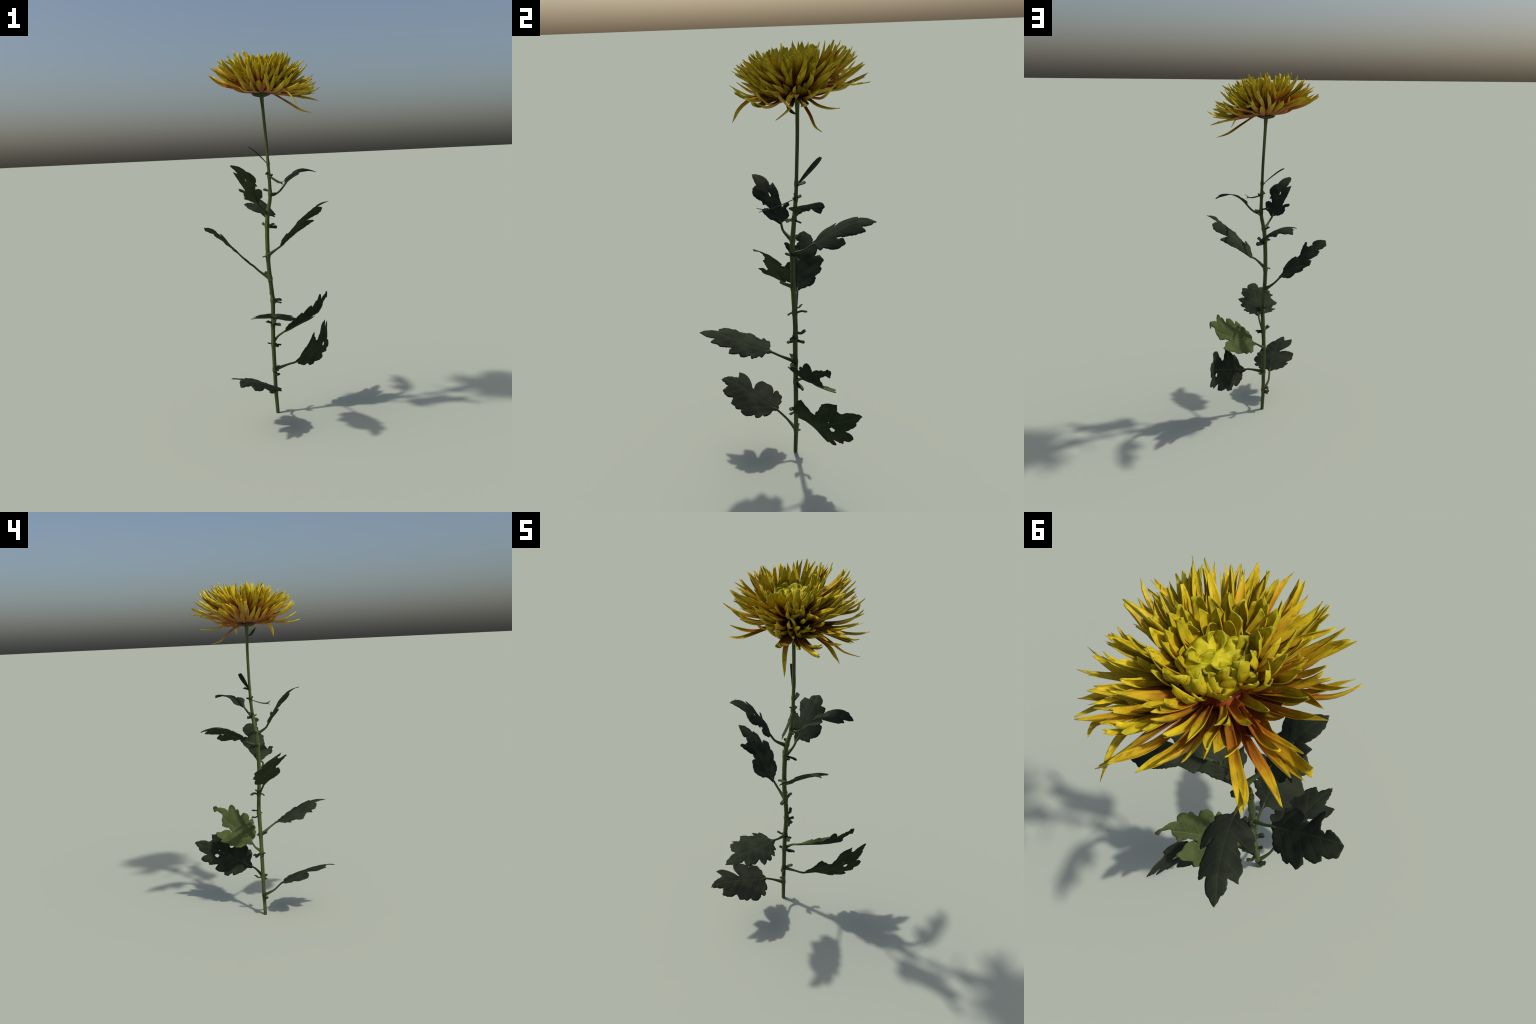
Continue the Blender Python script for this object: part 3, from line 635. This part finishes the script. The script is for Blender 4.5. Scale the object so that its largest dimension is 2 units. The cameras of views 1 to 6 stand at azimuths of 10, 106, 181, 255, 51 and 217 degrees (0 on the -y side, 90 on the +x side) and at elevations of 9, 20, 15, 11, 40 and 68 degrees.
RING_MIDDLE = [(-173, .236, 1.926), (-162, .229, 1.944), (-158, .218, 1.960), (-143, .229, 1.947), (-130, .241, 1.937), (-126, .216, 1.924), (-119, .248, 1.909), (-115, .233, 1.929), (-114, .254, 1.907), (-104, .239, 1.894), (-89, .219, 1.921), (-82, .230, 1.920), (-73, .255, 1.899), (-73, .217, 1.927), (-66, .229, 1.911), (-57, .235, 1.887), (-46, .226, 1.891), (-44, .221, 1.912), (-41, .251, 1.848), (-35, .238, 1.881), (-35, .243, 1.860), (-30, .227, 1.906), (-26, .232, 1.872), (-21, .247, 1.837), (-20, .238, 1.863), (-12, .250, 1.894), (3, .231, 1.931), (25, .226, 1.908), (35, .224, 1.906), (46, .252, 1.880), (69, .248, 1.957), (77, .230, 1.973), (79, .245, 1.962), (125, .223, 1.973), (157, .240, 1.925), (179, .235, 1.941)]
RING_OUTER = [(-179, .259, 1.927), (-159, .263, 1.911), (-135, .267, 1.914), (-130, .260, 1.914), (-94, .266, 1.882), (-91, .272, 1.878), (-88, .272, 1.882), (-66, .245, 1.872), (-13, .272, 1.827), (-3, .273, 1.849), (11, .279, 1.809), (13, .266, 1.844), (15, .266, 1.811), (18, .279, 1.769), (51, .256, 1.895), (61, .257, 1.938), (70, .256, 1.931), (77, .262, 1.950), (96, .276, 1.901), (103, .257, 1.936), (113, .238, 1.945), (124, .232, 1.955), (165, .263, 1.909)]
RING_SKIRT = [(-155, .272, 1.905), (-152, .289, 1.871), (-130, .293, 1.862), (-113, .270, 1.880), (-103, .289, 1.833), (-54, .270, 1.822), (-49, .292, 1.837), (-26, .303, 1.795), (-24, .318, 1.797), (-19, .291, 1.825), (-16, .286, 1.813), (3, .281, 1.793), (19, .301, 1.787), (31, .281, 1.822), (44, .291, 1.838), (46, .288, 1.845), (58, .302, 1.873), (79, .303, 1.859), (85, .294, 1.904), (136, .312, 1.898), (155, .283, 1.894), (160, .298, 1.881), ]

wr = random.Random(21)
for a, r_, z in RING_HEART:
    add_petal(a, r_, z, wr.uniform(.026, .042), INNER if r_ < .12 else MIDDLE, bow=wr.uniform(.04, .14), cup=wr.uniform(.3, .8), taper=.65)
for a, r_, z in RING_INNER:
    add_petal(a, r_, z, wr.uniform(.017, .030), MIDDLE, cup=wr.uniform(.6, 1.4))
for a, r_, z in RING_MIDDLE:
    add_petal(a, r_, z, wr.uniform(.016, .028), MIDDLE if z > 1.9 else OUTER, cup=wr.uniform(.5, 1.3))
for a, r_, z in RING_OUTER:
    add_petal(a, r_, z, wr.uniform(.016, .027), OUTER, cup=wr.uniform(.6, 1.4))
for a, r_, z in RING_SKIRT:
    low = z < 1.85
    add_petal(a, r_, z, wr.uniform(.017, .026) if low else wr.uniform(.018, .028), OUTER, cup=wr.uniform(.5, 1.2), hook=wr.uniform(.02, .14) if low else None,
              bow=wr.uniform(.03, .08), root=(.042, 1.779) if low else None)
# strays led by way-points: the ones that hang below the head or sweep out and turn up
add_petal_path([(.045, .02, 1.787), (.125, -.074, 1.779), (.152, -.106, 1.762), (.176, -.129, 1.738), (.201, -.148, 1.701)], .024, OUTER)
add_petal_path([(.03, .088, 1.779), (.06, .103, 1.770), (.136, .156, 1.718), (.194, .188, 1.682), (.245, .226, 1.670)], .017, OUTER, taper=.65)
add_petal_path([(.035, .095, 1.784), (.115, .150, 1.775), (.172, .197, 1.758), (.209, .250, 1.750), (.231, .297, 1.757)], .020, OUTER, taper=.6)
add_petal_path([(.05, .05, 1.787), (.11, .02, 1.776), (.171, -.015, 1.765), (.23, -.028, 1.761), (.281, -.037, 1.775)], .030, OUTER, tip_kind=(.5, .0))
add_petal_path([(.035, .075, 1.783), (.077, .076, 1.769), (.195, .090, 1.746), (.265, .074, 1.729), (.292, .064, 1.721)], .018, OUTER, taper=.6)
add_petal_path([(-.01, .03, 1.788), (-.03, -.07, 1.775), (-.047, -.171, 1.769), (-.066, -.225, 1.785)], .017, OUTER, taper=.6)
add_petal_path([(.02, .11, 1.795), (.058, .20, 1.828), (.078, .272, 1.833), (.078, .322, 1.829), (.054, .382, 1.836)], .018, OUTER, taper=.6)
add_petal_path([(.04, .11, 1.790), (.105, .22, 1.806), (.147, .295, 1.820), (.130, .330, 1.844)], .022, OUTER, taper=.6)
add_petal_path([(.03, .03, 1.795), (.055, -.06, 1.835), (.066, -.16, 1.904)], .040, OUTER, cup=.45, tip_kind=(.4, 0))
add_petal_path([(-.035, .090, 1.784), (-.14, .160, 1.824), (-.215, .203, 1.852), (-.272, .234, 1.869)], .028, FLUSHED, cup=.9, tip_kind=(.1, 0))
add_petal_path([(-.030, .100, 1.786), (-.12, .185, 1.832), (-.175, .238, 1.860), (-.221, .285, 1.874)], .030, FLUSHED, cup=.8, tip_kind=(.3, .06))
add_petal_path([(-.038, .082, 1.782), (-.14, .110, 1.815), (-.235, .134, 1.848), (-.284, .146, 1.881)], .030, FLUSHED, cup=.5, tip_kind=(.9, .04))
add_petal_path([(.05, .09, 1.784), (.13, .115, 1.774), (.20, .150, 1.763), (.264, .160, 1.769)], .020, OUTER)
add_petal_path([(.045, .04, 1.786), (.11, -.01, 1.772), (.17, -.055, 1.776), (.215, -.085, 1.800)], .026, OUTER, tip_kind=(.45, 0))
add_petal_path([(.04, .03, 1.787), (.08, -.05, 1.775), (.12, -.11, 1.778), (.15, -.150, 1.806)], .026, OUTER, tip_kind=(.4, 0))

# fillers between the picked-out petals: shorter, lower, following the same bowl
ALL = np.array(RING_INNER + RING_MIDDLE + RING_OUTER + RING_SKIRT)
AX = np.stack([ALL[:, 1] * np.cos(np.radians(ALL[:, 0])), ALL[:, 1] * np.sin(np.radians(ALL[:, 0]))], 1)
fr = random.Random(5)
for k in range(44):
    a = (k * 137.508) % 360 - 180
    r_ = .13 + .11 * math.sqrt((k % 16) / 15)
    if (a > 105 or a < -150) and k % 4: continue      # the head gapes on this side, down to its red throat
    p = np.array((r_ * math.cos(math.radians(a)), r_ * math.sin(math.radians(a))))
    d = np.hypot(*(AX - p).T) + .01; i = d.argsort()[:4]; w_ = 1 / d[i] ** 2
    z = (w_ * ALL[i, 2]).sum() / w_.sum() - fr.uniform(.012, .040)
    add_petal(a, r_, z, fr.uniform(.016, .026), MIDDLE, cup=fr.uniform(.6, 1.2))
for k in range(18):
    a = (k * 137.508 + 40) % 360 - 180
    if a > 110 or a < -165: continue
    add_petal(a, fr.uniform(.088, .135), fr.uniform(1.938, 1.974), fr.uniform(.024, .038), MIDDLE if k % 2 else INNER, bow=fr.uniform(.03, .16),
              root=(.050, 1.850), cup=fr.uniform(.4, 1.0), taper=.7, roll=fr.uniform(-.6, .6))
# lip of short petals that dip below the rim and curl back up
for a, r_, z in [(-62, .205, 1.862), (-47, .165, 1.828), (-38, .185, 1.846), (-27, .150, 1.806), (-12, .190, 1.824), (-76, .200, 1.850), (8, .185, 1.812), (30, .190, 1.820), (-95, .190, 1.84)]:
    add_petal(a, r_, z, fr.uniform(.020, .028), OUTER, bow=fr.uniform(.16, .24), root=(.036, 1.776), cup=.8, hook=.06, tip_kind=(fr.uniform(.2, .5), 0))
# broad-based petals wrapping the underside, rising straight from the cup
for k in range(24):
    a = 15 * k + fr.uniform(-6, 6)
    a = a - 360 if a > 180 else a
    front = -100 < a < 50
    add_petal(a, fr.uniform(.15, .21), fr.uniform(1.845, 1.885) - (.025 if front else 0), fr.uniform(.030, .042), FLUSHED, bow=fr.uniform(.06, .14),
              root=(.036, 1.775), cup=fr.uniform(.3, .7), taper=.95, roll=fr.uniform(-.35, .35))
# small incurved petals folding over the heart, in an untidy tuft
for k in range(26):
    a = 14 * k + fr.uniform(-12, 12)
    r_ = (.080, .100, .068)[k % 3] + fr.uniform(-.008, .008)
    add_petal(a, r_, fr.uniform(1.925, 1.968), fr.uniform(.030, .048), INNER, bow=fr.uniform(.05, .2), cup=fr.uniform(.3, .8),
              root=(fr.uniform(.050, .064), 1.868), taper=.8, thick=.006, roll=fr.uniform(-.6, .6))
for k in range(9):
    rr = .062 * math.sqrt((k + 1.5) / 10); a = math.degrees(k * 2.39996) % 360
    lean = fr.uniform(-.012, .014)
    add_petal(a, max(.004, rr + lean), 1.905 + fr.uniform(.010, .026) + .25 * rr, fr.uniform(.028, .044), FLORET, bow=fr.uniform(-.25, .2), hook=0, cup=fr.uniform(.2, .8),
              root=(rr, 1.893), taper=.9, thick=.008, roll=fr.uniform(-1.2, 1.2), tip_kind=(fr.uniform(.4, .8), fr.uniform(-.1, .15)), name="floret")

print("petals", petal_count)
